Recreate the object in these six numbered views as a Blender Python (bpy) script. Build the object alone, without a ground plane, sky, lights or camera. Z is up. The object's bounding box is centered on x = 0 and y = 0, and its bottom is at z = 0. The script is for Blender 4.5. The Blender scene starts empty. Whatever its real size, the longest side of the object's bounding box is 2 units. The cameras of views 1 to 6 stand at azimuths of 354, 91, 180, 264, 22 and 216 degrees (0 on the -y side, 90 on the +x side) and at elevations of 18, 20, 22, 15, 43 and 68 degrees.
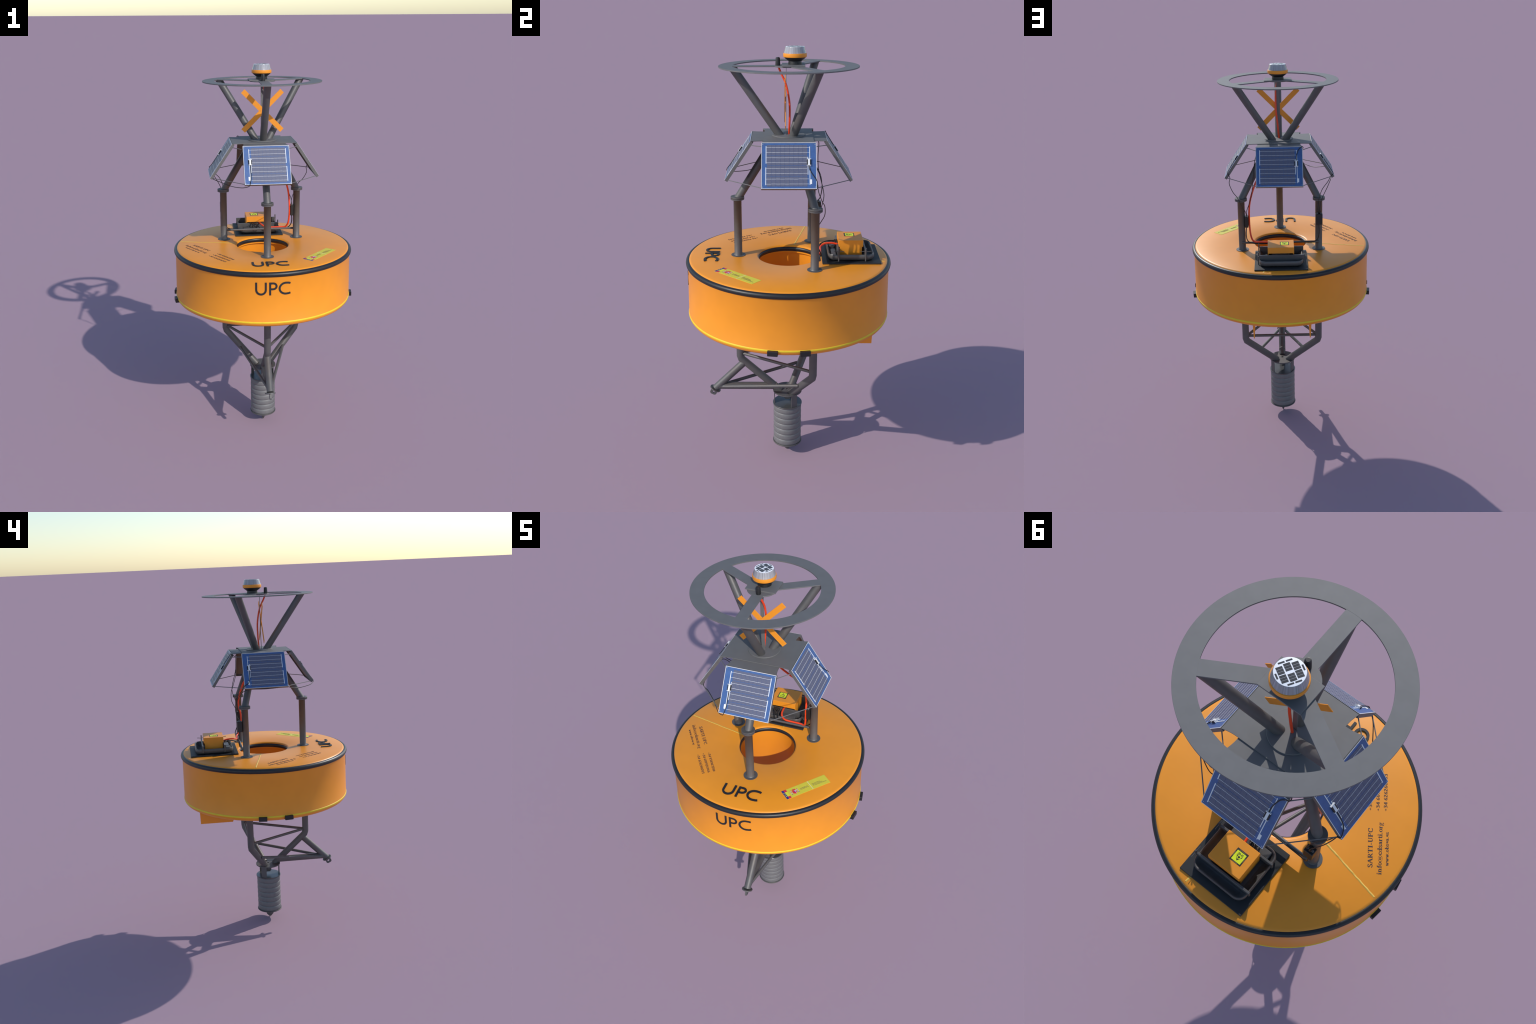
# Oceanographic marker buoy: orange foam float on a tubular steel tripod, four
# tilted solar panels, lantern on a ring, counterweight drum underneath.
import bpy, bmesh, math, random
from mathutils import Vector, Matrix
random.seed(7)
TAU = math.tau
V = Vector

# ------------------------------------------------------------------ materials
def material(name, base, rough=.5, metal=0., vary=.06, scale=30., bump=0., spec=.5,
             alt=None, alt_amount=.5, alt_scale=6., coat=0.):
    """Principled material; base colour gently broken up by two noises on Object coords."""
    m = bpy.data.materials.new(name); m.use_nodes = True
    nt = m.node_tree; N, L = nt.nodes, nt.links
    b = N['Principled BSDF']
    b.inputs['Roughness'].default_value = rough
    b.inputs['Metallic'].default_value = metal
    b.inputs['Specular IOR Level'].default_value = spec
    b.inputs['Coat Weight'].default_value = coat
    tc = N.new('ShaderNodeTexCoord')
    nz = N.new('ShaderNodeTexNoise'); nz.inputs['Scale'].default_value = scale
    nz.inputs['Detail'].default_value = 4
    L.new(tc.outputs['Object'], nz.inputs['Vector'])
    rp = N.new('ShaderNodeValToRGB')
    c = V(base)
    rp.color_ramp.elements[0].position = .3; rp.color_ramp.elements[1].position = .7
    rp.color_ramp.elements[0].color = (*(c*(1-vary)), 1)
    rp.color_ramp.elements[1].color = (*(c*(1+vary)), 1)
    L.new(nz.outputs['Fac'], rp.inputs['Fac'])
    out = rp.outputs['Color']
    if alt:
        n2 = N.new('ShaderNodeTexNoise'); n2.inputs['Scale'].default_value = alt_scale
        n2.inputs['Detail'].default_value = 3
        L.new(tc.outputs['Object'], n2.inputs['Vector'])
        r2 = N.new('ShaderNodeValToRGB')
        r2.color_ramp.elements[0].position = .45; r2.color_ramp.elements[1].position = .75
        r2.color_ramp.elements[0].color = (0, 0, 0, 1)
        r2.color_ramp.elements[1].color = (alt_amount,)*3 + (1,)
        L.new(n2.outputs['Fac'], r2.inputs['Fac'])
        mx = N.new('ShaderNodeMix'); mx.data_type = 'RGBA'
        L.new(r2.outputs['Color'], mx.inputs['Factor'])
        L.new(out, mx.inputs[6]); mx.inputs[7].default_value = (*alt, 1)
        out = mx.outputs[2]
    L.new(out, b.inputs['Base Color'])
    if bump:
        bp = N.new('ShaderNodeBump'); bp.inputs['Strength'].default_value = bump
        bp.inputs['Distance'].default_value = .001
        L.new(nz.outputs['Fac'], bp.inputs['Height']); L.new(bp.outputs['Normal'], b.inputs['Normal'])
    return m

ORANGE = material('orange_foam', (.85, .300, .017), rough=.42, vary=.025, scale=10, bump=.03)
ORANGE_PLASTIC = material('orange_plastic', (.82, .29, .018), rough=.45, vary=.03)
ORANGE_CROSS = material('orange_enamel', (.85, .30, .018), rough=.5, vary=.02)
YELLOW = material('yellow_bead', (.80, .56, .02), rough=.5, vary=.04)
SEAM = material('yellow_seam', (.76, .47, .075), rough=.55, vary=.06)
STEEL = material('grey_steel', (.120, .118, .118), rough=.52, metal=.35, vary=.05, scale=40,  # base darkened to match the tubes in shade; faint brown mottling over it
                 alt=(.13, .105, .095), alt_amount=.5, alt_scale=9)
PLATE = material('plate_steel', (.158, .155, .155), rough=.62, metal=.2, vary=.04, scale=25)
BRIGHT = material('drum_plate_steel', (.14, .14, .14), rough=.3, metal=.6, vary=.05)
ZINC = material('drum_concrete_grey', (.165, .165, .167), rough=.5, metal=.1, vary=.06, scale=60, bump=.1)
RUBBER = material('black_rubber', (.014, .015, .017), rough=.42, vary=.1)
MATBLACK = material('black_mat', (.014, .015, .017), rough=.6, vary=.15)
BLACK = material('black_plastic', (.012, .012, .013), rough=.45, vary=.1)
CASE = material('dark_case', (.085, .082, .082), rough=.4, vary=.08, spec=.5)
LETTER = material('letter_black', (.014, .014, .017), rough=.5, vary=.1)
PRINT = material('print_ink', (.045, .025, .03), rough=.6, vary=.1)
FRAME = material('panel_frame', (.15, .145, .14), rough=.5, metal=.3, vary=.05)
FRAME_EDGE = material('panel_frame_edge', (.72, .72, .74), rough=.4, vary=.03)
GLASS_BLUE = material('panel_blue', (.050, .118, .31), rough=.42, vary=.10, scale=60, coat=.05,
                      alt=(.065, .125, .27), alt_amount=.5, alt_scale=18)
WHITE = material('white_metal', (.78, .79, .80), rough=.4, vary=.03)
RED = material('red_cable', (.86, .065, .014), rough=.35, vary=.05)
WIRE = material('black_cable', (.012, .012, .012), rough=.4, vary=.1)
DARKWIRE = material('brown_cable', (.03, .016, .008), rough=.4, vary=.1)
STICKER = material('sticker_yellow', (.72, .62, .05), rough=.55, vary=.04)
STICKER_BRIGHT = material('sticker_bright_yellow', (.76, .76, .04), rough=.55, vary=.02)
NAVY = material('sticker_navy', (.03, .03, .22), rough=.55, vary=.05)
CRIMSON = material('sticker_red', (.70, .03, .06), rough=.55, vary=.05)
LILAC = material('sticker_lilac', (.62, .45, .72), rough=.55, vary=.05)
CAP_WHITE = material('lantern_white', (.90, .90, .93), rough=.4, vary=.02)
CREAM = material('sticker_white', (.80, .74, .38), rough=.55, vary=.03)
OLIVE = material('sticker_print', (.22, .17, .08), rough=.6, vary=.05)
LABEL = material('label_lime', (.76, .84, .012), rough=.5, vary=.02)
LENS_CELL = material('lantern_cell', (.03, .031, .036), rough=.3, vary=.2)

def cell_material():
    """Silicon: grey-blue with a fine speckle of contact fingers and blue bleeding through."""
    m = material('solar_cell', (.10, .105, .15), rough=.48, vary=.02, coat=0.)
    nt = m.node_tree; N, L = nt.nodes, nt.links; b = N['Principled BSDF']
    tc = N.new('ShaderNodeTexCoord')
    wv = N.new('ShaderNodeTexWave'); wv.bands_direction = 'X'
    wv.inputs['Scale'].default_value = 150; wv.inputs['Distortion'].default_value = 2.
    wv.inputs['Detail'].default_value = 2
    nz = N.new('ShaderNodeTexNoise'); nz.inputs['Scale'].default_value = 220
    nz.inputs['Detail'].default_value = 3
    L.new(tc.outputs['Object'], wv.inputs['Vector']); L.new(tc.outputs['Object'], nz.inputs['Vector'])
    mm = N.new('ShaderNodeMath'); mm.operation = 'MULTIPLY'
    L.new(wv.outputs['Fac'], mm.inputs[0]); L.new(nz.outputs['Fac'], mm.inputs[1])
    rp = N.new('ShaderNodeValToRGB')
    rp.color_ramp.elements[0].position = .1; rp.color_ramp.elements[1].position = .5
    rp.color_ramp.elements[0].color = (.075, .095, .19, 1)
    rp.color_ramp.elements[1].color = (.155, .15, .17, 1)
    L.new(mm.outputs[0], rp.inputs['Fac']); L.new(rp.outputs['Color'], b.inputs['Base Color'])
    return m
CELL = cell_material()

def lens_material():
    """Ribbed clear lantern lens: vertical bands round the axis, cool and warm greys."""
    m = material('lantern_lens', (.5, .55, .62), rough=.22, vary=.02, coat=.3)
    nt = m.node_tree; N, L = nt.nodes, nt.links; b = N['Principled BSDF']
    tc = N.new('ShaderNodeTexCoord'); sp = N.new('ShaderNodeSeparateXYZ')
    L.new(tc.outputs['Object'], sp.inputs[0])
    at = N.new('ShaderNodeMath'); at.operation = 'ARCTAN2'
    L.new(sp.outputs['Y'], at.inputs[0]); L.new(sp.outputs['X'], at.inputs[1])
    cb = N.new('ShaderNodeCombineXYZ'); L.new(at.outputs[0], cb.inputs['X'])
    nz = N.new('ShaderNodeTexNoise'); nz.inputs['Scale'].default_value = 9; nz.inputs['Detail'].default_value = 5
    nz.inputs['Roughness'].default_value = .75
    L.new(cb.outputs[0], nz.inputs['Vector'])
    rp = N.new('ShaderNodeValToRGB'); e = rp.color_ramp.elements
    e[0].position = .3; e[0].color = (.16, .17, .22, 1)
    e[1].position = .72; e[1].color = (.50, .56, .70, 1)
    x = e.new(.5); x.color = (.33, .32, .33, 1)
    L.new(nz.outputs['Fac'], rp.inputs['Fac']); L.new(rp.outputs['Color'], b.inputs['Base Color'])
    return m
LENS = lens_material()

# ------------------------------------------------------------------ mesh tools
ROOT = bpy.data.objects.new('ocean_buoy', None)
bpy.context.scene.collection.objects.link(ROOT)
ROOT['label'] = 'orange disc buoy with solar panels, steel mast and lantern'
ROOT['category'] = 'marker buoy'

def put(mesh, name, parent=None, matrix=None):
    ob = bpy.data.objects.new(name, mesh)
    bpy.context.scene.collection.objects.link(ob)
    ob.parent = parent or ROOT
    if matrix is not None: ob.matrix_basis = matrix
    return ob

def done(bm, name, mat, parent=None, angle=35, matrix=None):
    bmesh.ops.recalc_face_normals(bm, faces=bm.faces[:])
    lim = math.radians(angle)
    for f in bm.faces: f.smooth = True
    for e in bm.edges:
        if len(e.link_faces) != 2 or e.calc_face_angle(0) > lim: e.smooth = False
    me = bpy.data.meshes.new(name); bm.to_mesh(me); bm.free()
    me.materials.append(mat)
    return put(me, name, parent, matrix)

def lathe(bm, profile, seg=96, closed=False, centre=(0, 0)):
    """Revolve (r, z) points about a vertical axis; r=0 points become poles."""
    rings = []
    for r, z in profile:
        if r < 1e-6: rings.append([bm.verts.new((centre[0], centre[1], z))])
        else: rings.append([bm.verts.new((centre[0]+r*math.cos(TAU*i/seg), centre[1]+r*math.sin(TAU*i/seg), z)) for i in range(seg)])
    pairs = list(zip(rings, rings[1:])) + ([(rings[-1], rings[0])] if closed else [])
    for a, b in pairs:
        for i in range(seg):
            j = (i+1) % seg
            q = [a[i % len(a)], a[j % len(a)], b[j % len(b)], b[i % len(b)]]
            u = list(dict.fromkeys(q))
            if len(u) > 2: bm.faces.new(u)

def disc(bm, r, z0, z1, centre=(0, 0), seg=48, bevel=.0008):
    b = min(bevel, (z1-z0)*.4)
    lathe(bm, [(0, z0), (r-b, z0), (r, z0+b), (r, z1-b), (r-b, z1), (0, z1)], seg, centre=centre)

def sweep(bm, pts, r, seg=20, caps=True, closed=False, section=None):
    """Sweep a round (or given 2D) section along a polyline with mitred joints."""
    pts = [V(p) for p in pts]; n = len(pts)
    tang = []
    for i in range(n):
        a = pts[i-1] if (i or closed) else None
        b = pts[(i+1) % n] if (i < n-1 or closed) else None
        d0 = (pts[i]-a).normalized() if a is not None else None
        d1 = (b-pts[i]).normalized() if b is not None else None
        tang.append(((d0 or d1)+(d1 or d0)).normalized())
    ref = V((0, 0, 1)) if abs(tang[0].z) < .9 else V((1, 0, 0))
    nrm = (ref-tang[0]*ref.dot(tang[0])).normalized()
    rings = []
    for i in range(n):
        t = tang[i]
        nrm = (nrm-t*nrm.dot(t)).normalized(); bi = t.cross(nrm)
        a = pts[i-1] if (i or closed) else None
        k = 1.
        if 0 < i < n-1 or closed:
            d0 = (pts[i]-pts[i-1]).normalized(); c = max(.5, d0.dot(t)); k = 1/c
            d1 = (pts[(i+1) % n]-pts[i]).normalized()
            bend = d1-d0
            bend = bend-t*bend.dot(t)
            bd = bend.normalized() if bend.length > 1e-6 else None
        else: bd = None
        ring = []
        sec = section or [(r*math.cos(TAU*j/seg), r*math.sin(TAU*j/seg)) for j in range(seg)]
        for x, y in sec:
            o = nrm*x+bi*y
            if bd is not None: o = o+bd*(o.dot(bd)*(k-1))
            ring.append(bm.verts.new(pts[i]+o))
        rings.append(ring)
    m = len(rings[0])
    prs = list(zip(rings, rings[1:])) + ([(rings[-1], rings[0])] if closed else [])
    for a, b in prs:
        for j in range(m): bm.faces.new((a[j], a[(j+1) % m], b[(j+1) % m], b[j]))
    if caps and not closed:
        bm.faces.new(rings[0][::-1]); bm.faces.new(rings[-1])

def cut_tube(bm, p, q, r, seg=28, rows=1):
    """Straight tube whose two ends are cut level (horizontal planes through p and q)."""
    p, q = V(p), V(q); t = (q-p).normalized()
    side = t.cross(V((0, 0, 1))).normalized(); up = side.cross(t)
    rings = []
    for k in range(rows+1):
        base = p.lerp(q, k/rows); ring = []
        for j in range(seg):
            o = (side*math.cos(TAU*j/seg)+up*math.sin(TAU*j/seg))*r
            ring.append(bm.verts.new(base+o-t*(o.z/t.z)))
        rings.append(ring)
    for a, b in zip(rings, rings[1:]):
        for j in range(seg): bm.faces.new((a[j], a[(j+1) % seg], b[(j+1) % seg], b[j]))
    bm.faces.new(rings[0][::-1]); bm.faces.new(rings[-1])

def smooth_path(pts, sub=8):
    pts = [V(p) for p in pts]; out = []
    for i in range(len(pts)-1):
        p0 = pts[i-1] if i else pts[0]*2-pts[1]
        p1, p2 = pts[i], pts[i+1]
        p3 = pts[i+2] if i+2 < len(pts) else p2*2-p1
        for s in range(sub):
            t = s/sub
            out.append(.5*((2*p1)+(p2-p0)*t+(2*p0-5*p1+4*p2-p3)*t*t+(3*p1-p0-3*p2+p3)*t**3))
    return out+[pts[-1]]

def cable(name, pts, r, mat, parent=None, seg=10, sub=8):
    bm = bmesh.new(); sweep(bm, smooth_path(pts, sub), r, seg)
    return done(bm, name, mat, parent, 60)

def box(bm, c, s, bevel=0., matrix=None):
    M = Matrix.Translation(c) @ Matrix.Diagonal((*s, 1))
    if matrix is not None: M = matrix @ M
    g = bmesh.ops.create_cube(bm, size=1, matrix=M)
    if bevel:
        es = {e for v in g['verts'] for e in v.link_edges}
        bmesh.ops.bevel(bm, geom=list(es), offset=bevel, segments=1, affect='EDGES', profile=.5)

def block(name, c, s, mat, parent=None, bevel=.001, matrix=None):
    bm = bmesh.new(); box(bm, c, s, bevel)
    return done(bm, name, mat, parent, 35, matrix)

def prism(bm, outline, z0, z1, holes=()):
    """Extrude a 2D outline (optionally with holes) from z0 to z1."""
    loops = [list(outline)]+[list(h) for h in holes]
    edges = []
    for lp in loops:
        vs = [bm.verts.new((x, y, z0)) for x, y in lp]
        edges += [bm.edges.new((vs[i], vs[(i+1) % len(vs)])) for i in range(len(vs))]
    f = bmesh.ops.triangle_fill(bm, edges=edges, use_beauty=True, use_dissolve=False)
    fs = [g for g in f['geom'] if isinstance(g, bmesh.types.BMFace)]
    e = bmesh.ops.extrude_face_region(bm, geom=fs)
    bmesh.ops.translate(bm, vec=(0, 0, z1-z0), verts=[v for v in e['geom'] if isinstance(v, bmesh.types.BMVert)])

def circle(r, n=16, c=(0, 0)):
    return [(c[0]+r*math.cos(TAU*i/n), c[1]+r*math.sin(TAU*i/n)) for i in range(n)]

def ribbon(path, w):
    """Outline of a constant-width flat stroke along a 2D path (butt ends)."""
    path = [p for i, p in enumerate(path) if i == 0 or (V(p)-V(path[i-1])).length > 1e-6]
    n = len(path); left, right = [], []
    for i in range(n):
        a, b = V(path[max(i-1, 0)]), V(path[min(i+1, n-1)])
        p = V(path[i])
        if 0 < i < n-1:
            d0, d1 = (p-a).normalized(), (b-p).normalized(); t = (d0+d1).normalized(); k = 1/max(.5, t.dot(d0))
        else: t, k = (b-a).normalized(), 1
        o = V((-t.y, t.x))*(w/2*k)
        left.append(tuple(p+o)); right.append(tuple(p-o))
    return left+right[::-1]

def text_bm(body, bold=0.):
    cu = bpy.data.curves.new('txt', 'FONT'); cu.body = body; cu.size = 1; cu.offset = bold
    cu.resolution_u = 3; cu.fill_mode = 'FRONT'
    ob = bpy.data.objects.new('txt', cu); bpy.context.scene.collection.objects.link(ob)
    dg = bpy.context.evaluated_depsgraph_get()
    me = bpy.data.meshes.new_from_object(ob.evaluated_get(dg))
    bm = bmesh.new(); bm.from_mesh(me)
    bpy.data.objects.remove(ob); bpy.data.curves.remove(cu); bpy.data.meshes.remove(me)
    bmesh.ops.remove_doubles(bm, verts=bm.verts[:], dist=1e-5)
    return bm

def lettering(body, p0, p1, height, z, mat, parent, thick=.0007, bold=.012, cap=.70):
    """One line of type on a horizontal surface, its baseline running p0 -> p1."""
    bm = text_bm(body, bold)
    xs = [v.co.x for v in bm.verts]; x0, x1 = min(xs), max(xs)
    d = V(p1)-V(p0); L = d.length; d.normalize()
    M = Matrix(((d.x, -d.y, 0, p0[0]), (d.y, d.x, 0, p0[1]), (0, 0, 1, z), (0, 0, 0, 1)))
    e = bmesh.ops.extrude_face_region(bm, geom=bm.faces[:])
    bmesh.ops.translate(bm, vec=(0, 0, 1), verts=[v for v in e['geom'] if isinstance(v, bmesh.types.BMVert)])
    for v in bm.verts:
        v.co = M @ V(((v.co.x-x0)*L/(x1-x0), v.co.y*height/cap, v.co.z*thick))
    return done(bm, 'lettering', mat, parent, 20)

# a small stroke-built serif alphabet (cap height 1): strokes are (width, points), ovals (width, cx, cy, rx, ry)
TK, TN = .17, .075
def foot(x, y, hw=.13): return (.06, [(x-hw, y), (x+hw, y)])
def stem(x, y0, y1, w=TK): return (w, [(x, y0), (x, y1)])
S_PATH = [(.46, .80), (.40, .92), (.27, .96), (.13, .90), (.09, .76), (.18, .61), (.36, .46), (.47, .32), (.45, .15), (.34, .05), (.18, .04), (.08, .13), (.05, .25)]
BOWL = (.10, [(.18, .955), (.40, .955), (.55, .88), (.58, .74), (.51, .58), (.37, .51), (.18, .51)])
GLYPHS = {
 'S': (.58, [(.13, S_PATH)]), 's': (.44, [(.11, [(x*.80, y*.66) for x, y in S_PATH])]),
 'A': (.74, [(TN, [(.06, .03), (.35, .98)]), (TK, [(.35, .99), (.62, .02)]), (TN, [(.17, .34), (.52, .34)]), foot(.08, .03, .11), foot(.64, .03, .12)]),
 'R': (.74, [stem(.18, 0, 1), BOWL, (.15, [(.34, .52), (.63, .03)]), foot(.18, .03, .15), foot(.14, .97, .10), foot(.66, .03, .10)]),
 'P': (.66, [stem(.18, 0, 1), BOWL, foot(.18, .03, .16), foot(.14, .97, .10)]),
 'T': (.72, [stem(.36, 0, 1), (TN, [(.03, .96), (.69, .96)]), stem(.06, .76, .96, TN), stem(.66, .76, .96, TN), foot(.36, .03, .16)]),
 'I': (.42, [stem(.21, 0, 1), foot(.21, .03, .17), foot(.21, .97, .17)]),
 '-': (.38, [(.11, [(.03, .32), (.33, .32)])]),
 'U': (.78, [(.15, [(.18, .97), (.18, .32), (.25, .12), (.38, .05)]), (.08, [(.36, .05), (.48, .07), (.58, .18), (.61, .34), (.61, .97)]), foot(.18, .97, .15), foot(.61, .97, .12)]),
 'C': (.72, [(.12, [(.60, .74), (.52, .91), (.38, .96), (.20, .86), (.12, .65), (.12, .36), (.20, .13), (.38, .04), (.53, .08), (.62, .24)]), stem(.62, .70, .99, TN)]),
 'i': (.33, [stem(.16, 0, .64, .15), foot(.16, .03), foot(.11, .62, .09), stem(.16, .82, .98)]),
 'n': (.62, [stem(.15, 0, .64, .15), (.10, [(.15, .46), (.26, .60), (.37, .60), (.44, .48)]), stem(.45, 0, .52, .15), foot(.15, .03), foot(.45, .03), foot(.10, .62, .09)]),
 'f': (.36, [(.14, [(.17, 0), (.17, .78), (.22, .93), (.36, .93)]), (TN, [(.03, .62), (.34, .62)]), foot(.17, .03)]),
 'o': (.52, [(.12, .26, .33, .18, .29)]), '@': (.98, [(.05, .48, .32, .43, .45), (.10, .46, .33, .13, .20), stem(.62, .14, .54, .09)]),
 'c': (.47, [(.12, [(.42, .48), (.34, .61), (.22, .63), (.11, .50), (.10, .30), (.16, .11), (.27, .05), (.37, .08), (.43, .17)])]),
 'd': (.58, [(.11, .23, .33, .15, .28), stem(.42, 0, 1, .15), foot(.37, .97, .08), foot(.47, .03, .08)]),
 'b': (.57, [(.11, .34, .33, .15, .28), stem(.15, 0, 1, .15), foot(.10, .97, .08)]),
 'a': (.50, [(.12, [(.09, .48), (.17, .60), (.29, .60), (.36, .48), (.36, .09), (.46, .04)]), (.09, [(.36, .40), (.15, .30), (.09, .16), (.17, .05), (.28, .09), (.36, .20)])]),
 'r': (.44, [stem(.15, 0, .64, .15), (.11, [(.15, .44), (.25, .58), (.38, .58)]), foot(.15, .03), foot(.10, .62, .09)]),
 't': (.34, [(.13, [(.16, .82), (.16, .14), (.22, .05), (.33, .09)]), (TN, [(.03, .62), (.31, .62)])]),
 '.': (.25, [stem(.11, 0, .14, .14)]), 'e': (.47, [(.11, [(.10, .34), (.41, .35), (.37, .55), (.26, .62), (.14, .54), (.10, .33), (.15, .12), (.27, .05), (.42, .15)])]),
 'g': (.50, [(.10, .24, .43, .14, .19), (.08, .24, -.14, .19, .13), (TN, [(.34, .56), (.48, .62)]), (.08, [(.14, .26), (.10, .10), (.20, .02)])]),
 'w': (.74, [(.13, [(.08, .62), (.22, .02)]), (TN, [(.22, .02), (.36, .60)]), (.13, [(.33, .62), (.47, .02)]), (TN, [(.47, .02), (.64, .60)]), foot(.08, .62, .09), foot(.35, .62, .08), foot(.64, .62, .08)]),
 '+': (.52, [(.08, [(.04, .42), (.46, .42)]), stem(.25, .21, .63, .08)]), ' ': (.25, []),
 '3': (.50, [(.12, [(.08, .82), (.18, .93), (.32, .91), (.38, .78), (.33, .63), (.20, .55), (.34, .47), (.41, .30), (.36, .12), (.20, .05), (.06, .11)])]),
 '4': (.52, [stem(.36, 0, .97, .15), (TN, [(.36, .94), (.06, .32)]), (.10, [(.03, .29), (.48, .29)])]),
 '9': (.50, [(.12, .25, .68, .15, .25), (.11, [(.41, .66), (.38, .36), (.27, .14), (.10, .04)])]),
 '6': (.50, [(.12, .25, .29, .15, .24), (.11, [(.10, .32), (.14, .60), (.25, .83), (.42, .94)])]),
 '8': (.50, [(.11, .25, .74, .13, .19), (.12, .25, .27, .16, .22)]), '0': (.50, [(.13, .25, .49, .15, .43)]),
 '7': (.50, [(.12, [(.04, .92), (.46, .92)]), (.13, [(.43, .90), (.20, 0)])]),
 '2': (.50, [(.12, [(.08, .78), (.15, .91), (.27, .94), (.38, .85), (.36, .66), (.20, .35), (.07, .07)]), (.11, [(.05, .05), (.46, .05)])]),
}
def serif_line(body_text, p0, p1, height, z, mat, parent, thick=.0007):
    bm = bmesh.new(); x = 0; lift = 0
    for ch in body_text:
        adv, strokes = GLYPHS[ch]
        for st in strokes:
            lift = (lift+1) % 9; z1 = 1+.02*lift
            if len(st) == 5:
                w, cx, cy, rx, ry = st
                prism(bm, [(x+cx+(rx+w/2)*math.cos(TAU*i/18), cy+(ry+w/3)*math.sin(TAU*i/18)) for i in range(18)], 0, z1,
                      [[(x+cx+(rx-w/2)*math.cos(TAU*i/18), cy+(ry-w/3)*math.sin(TAU*i/18)) for i in range(18)]])
            else: prism(bm, [(x+a, b) for a, b in ribbon(st[1], st[0])], 0, z1)
        x += adv
    d = V(p1)-V(p0); L = d.length; d.normalize()
    M = Matrix(((d.x, -d.y, 0, p0[0]), (d.y, d.x, 0, p0[1]), (0, 0, 1, z), (0, 0, 0, 1)))
    for v in bm.verts: v.co = M @ V((v.co.x*L/(x-.04), v.co.y*height, v.co.z*thick))
    return done(bm, 'lettering', mat, parent, 20)

def around(ang): return V((math.cos(ang), math.sin(ang), 0))
LEG_ANGLES = [math.radians(a) for a in (-90, 30, 150)]
def polar(r, a, z): return V((r*math.cos(a), r*math.sin(a), z))

# ------------------------------------------------------------------ float
Z_TOP, Z_BOT, R_HOLE = 1.0575, .766, .1385
bm = bmesh.new()
prof = [(.1490, 1.0200), (.1490, .7320), (.1530, .7320), (.1530, Z_BOT), (.445, Z_BOT), (.455, .7675), (.4635, .7725), (.4690, .780),
        (.4708, .7865), (.4714, .7900), (.4698, .7940), (.4669, 1.0262), (.4696, 1.0312),  # small steps tilt wall normals, shading it darker above and brighter below
        (.4650, 1.0445), (.4615, 1.0505), (.4565, 1.0552), (.4505, Z_TOP), (R_HOLE+.0095, Z_TOP),
        (R_HOLE+.0040, Z_TOP-.0020), (R_HOLE, Z_TOP-.0060), (R_HOLE, 1.0200)]
lathe(bm, prof, 160, closed=True)
body = done(bm, 'float_body', ORANGE, None, 32)

def torus(name, R, r, z, mat, parent, a=1., seg=160):
    bm = bmesh.new()
    lathe(bm, [(R+r*a*math.cos(TAU*i/16), z+r*math.sin(TAU*i/16)) for i in range(16)], seg, closed=True)
    return done(bm, name, mat, parent, 60)
torus('rubber_rim', .4640, .0130, 1.0397, RUBBER, body, .92)
torus('hole_gasket', .1405, .0112, 1.0385, RUBBER, body, .75, 96)
torus('yellow_bead', .4690, .0056, .7910, YELLOW, body, .55)

# radial weld seams on the deck: thin wandering ridges
for ang in (168.0, 78.8):
    bm = bmesh.new(); a = math.radians(ang); u, w = around(a), around(a+math.pi/2)
    rows = []
    for i in range(25):
        r = .1490+(.4500-.1490)*i/24
        off = random.uniform(-.0008, .0008); h = .0042+random.uniform(-.0006, .0008)
        c = u*r+w*off
        rows.append([bm.verts.new(c+w*(s*h)+V((0, 0, Z_TOP+zz))) for s, zz in ((-1, -.001), (-.6, .0009), (.6, .0009), (1, -.001))])
    for p, q in zip(rows, rows[1:]):
        for j in range(3): bm.faces.new((p[j], p[j+1], q[j+1], q[j]))
    done(bm, 'weld_seam', SEAM, body, 50)

# bumper blocks low on both sides
for side in (1, -1):
    for yy in (-.0698, .0698):
        a = math.atan2(yy, side*.475)
        M = Matrix.Rotation(a, 4, 'Z')
        block('bumper_block', (.4715, 0, .7835), (.0265, .0445, .0225), BLACK, body, .0012, M)

# two tapered skegs under the back of the float
for side in (1, -1):
    bm = bmesh.new()
    outl = [(.196, .770), (.1965, .700), (.206, .6715), (.3885, .6715), (.3915, .770)]
    rows = []
    for s in (-1, 1):
        rows.append([bm.verts.new((side*.1435+s*(.0022+.0048*(z-.6715)/.0985), y, z)) for y, z in outl])
    bm.faces.new(rows[0][::-1]); bm.faces.new(rows[1])
    for i in range(5): bm.faces.new((rows[0][i], rows[0][(i+1) % 5], rows[1][(i+1) % 5], rows[1][i]))
    done(bm, 'skeg', ORANGE, body)

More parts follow.
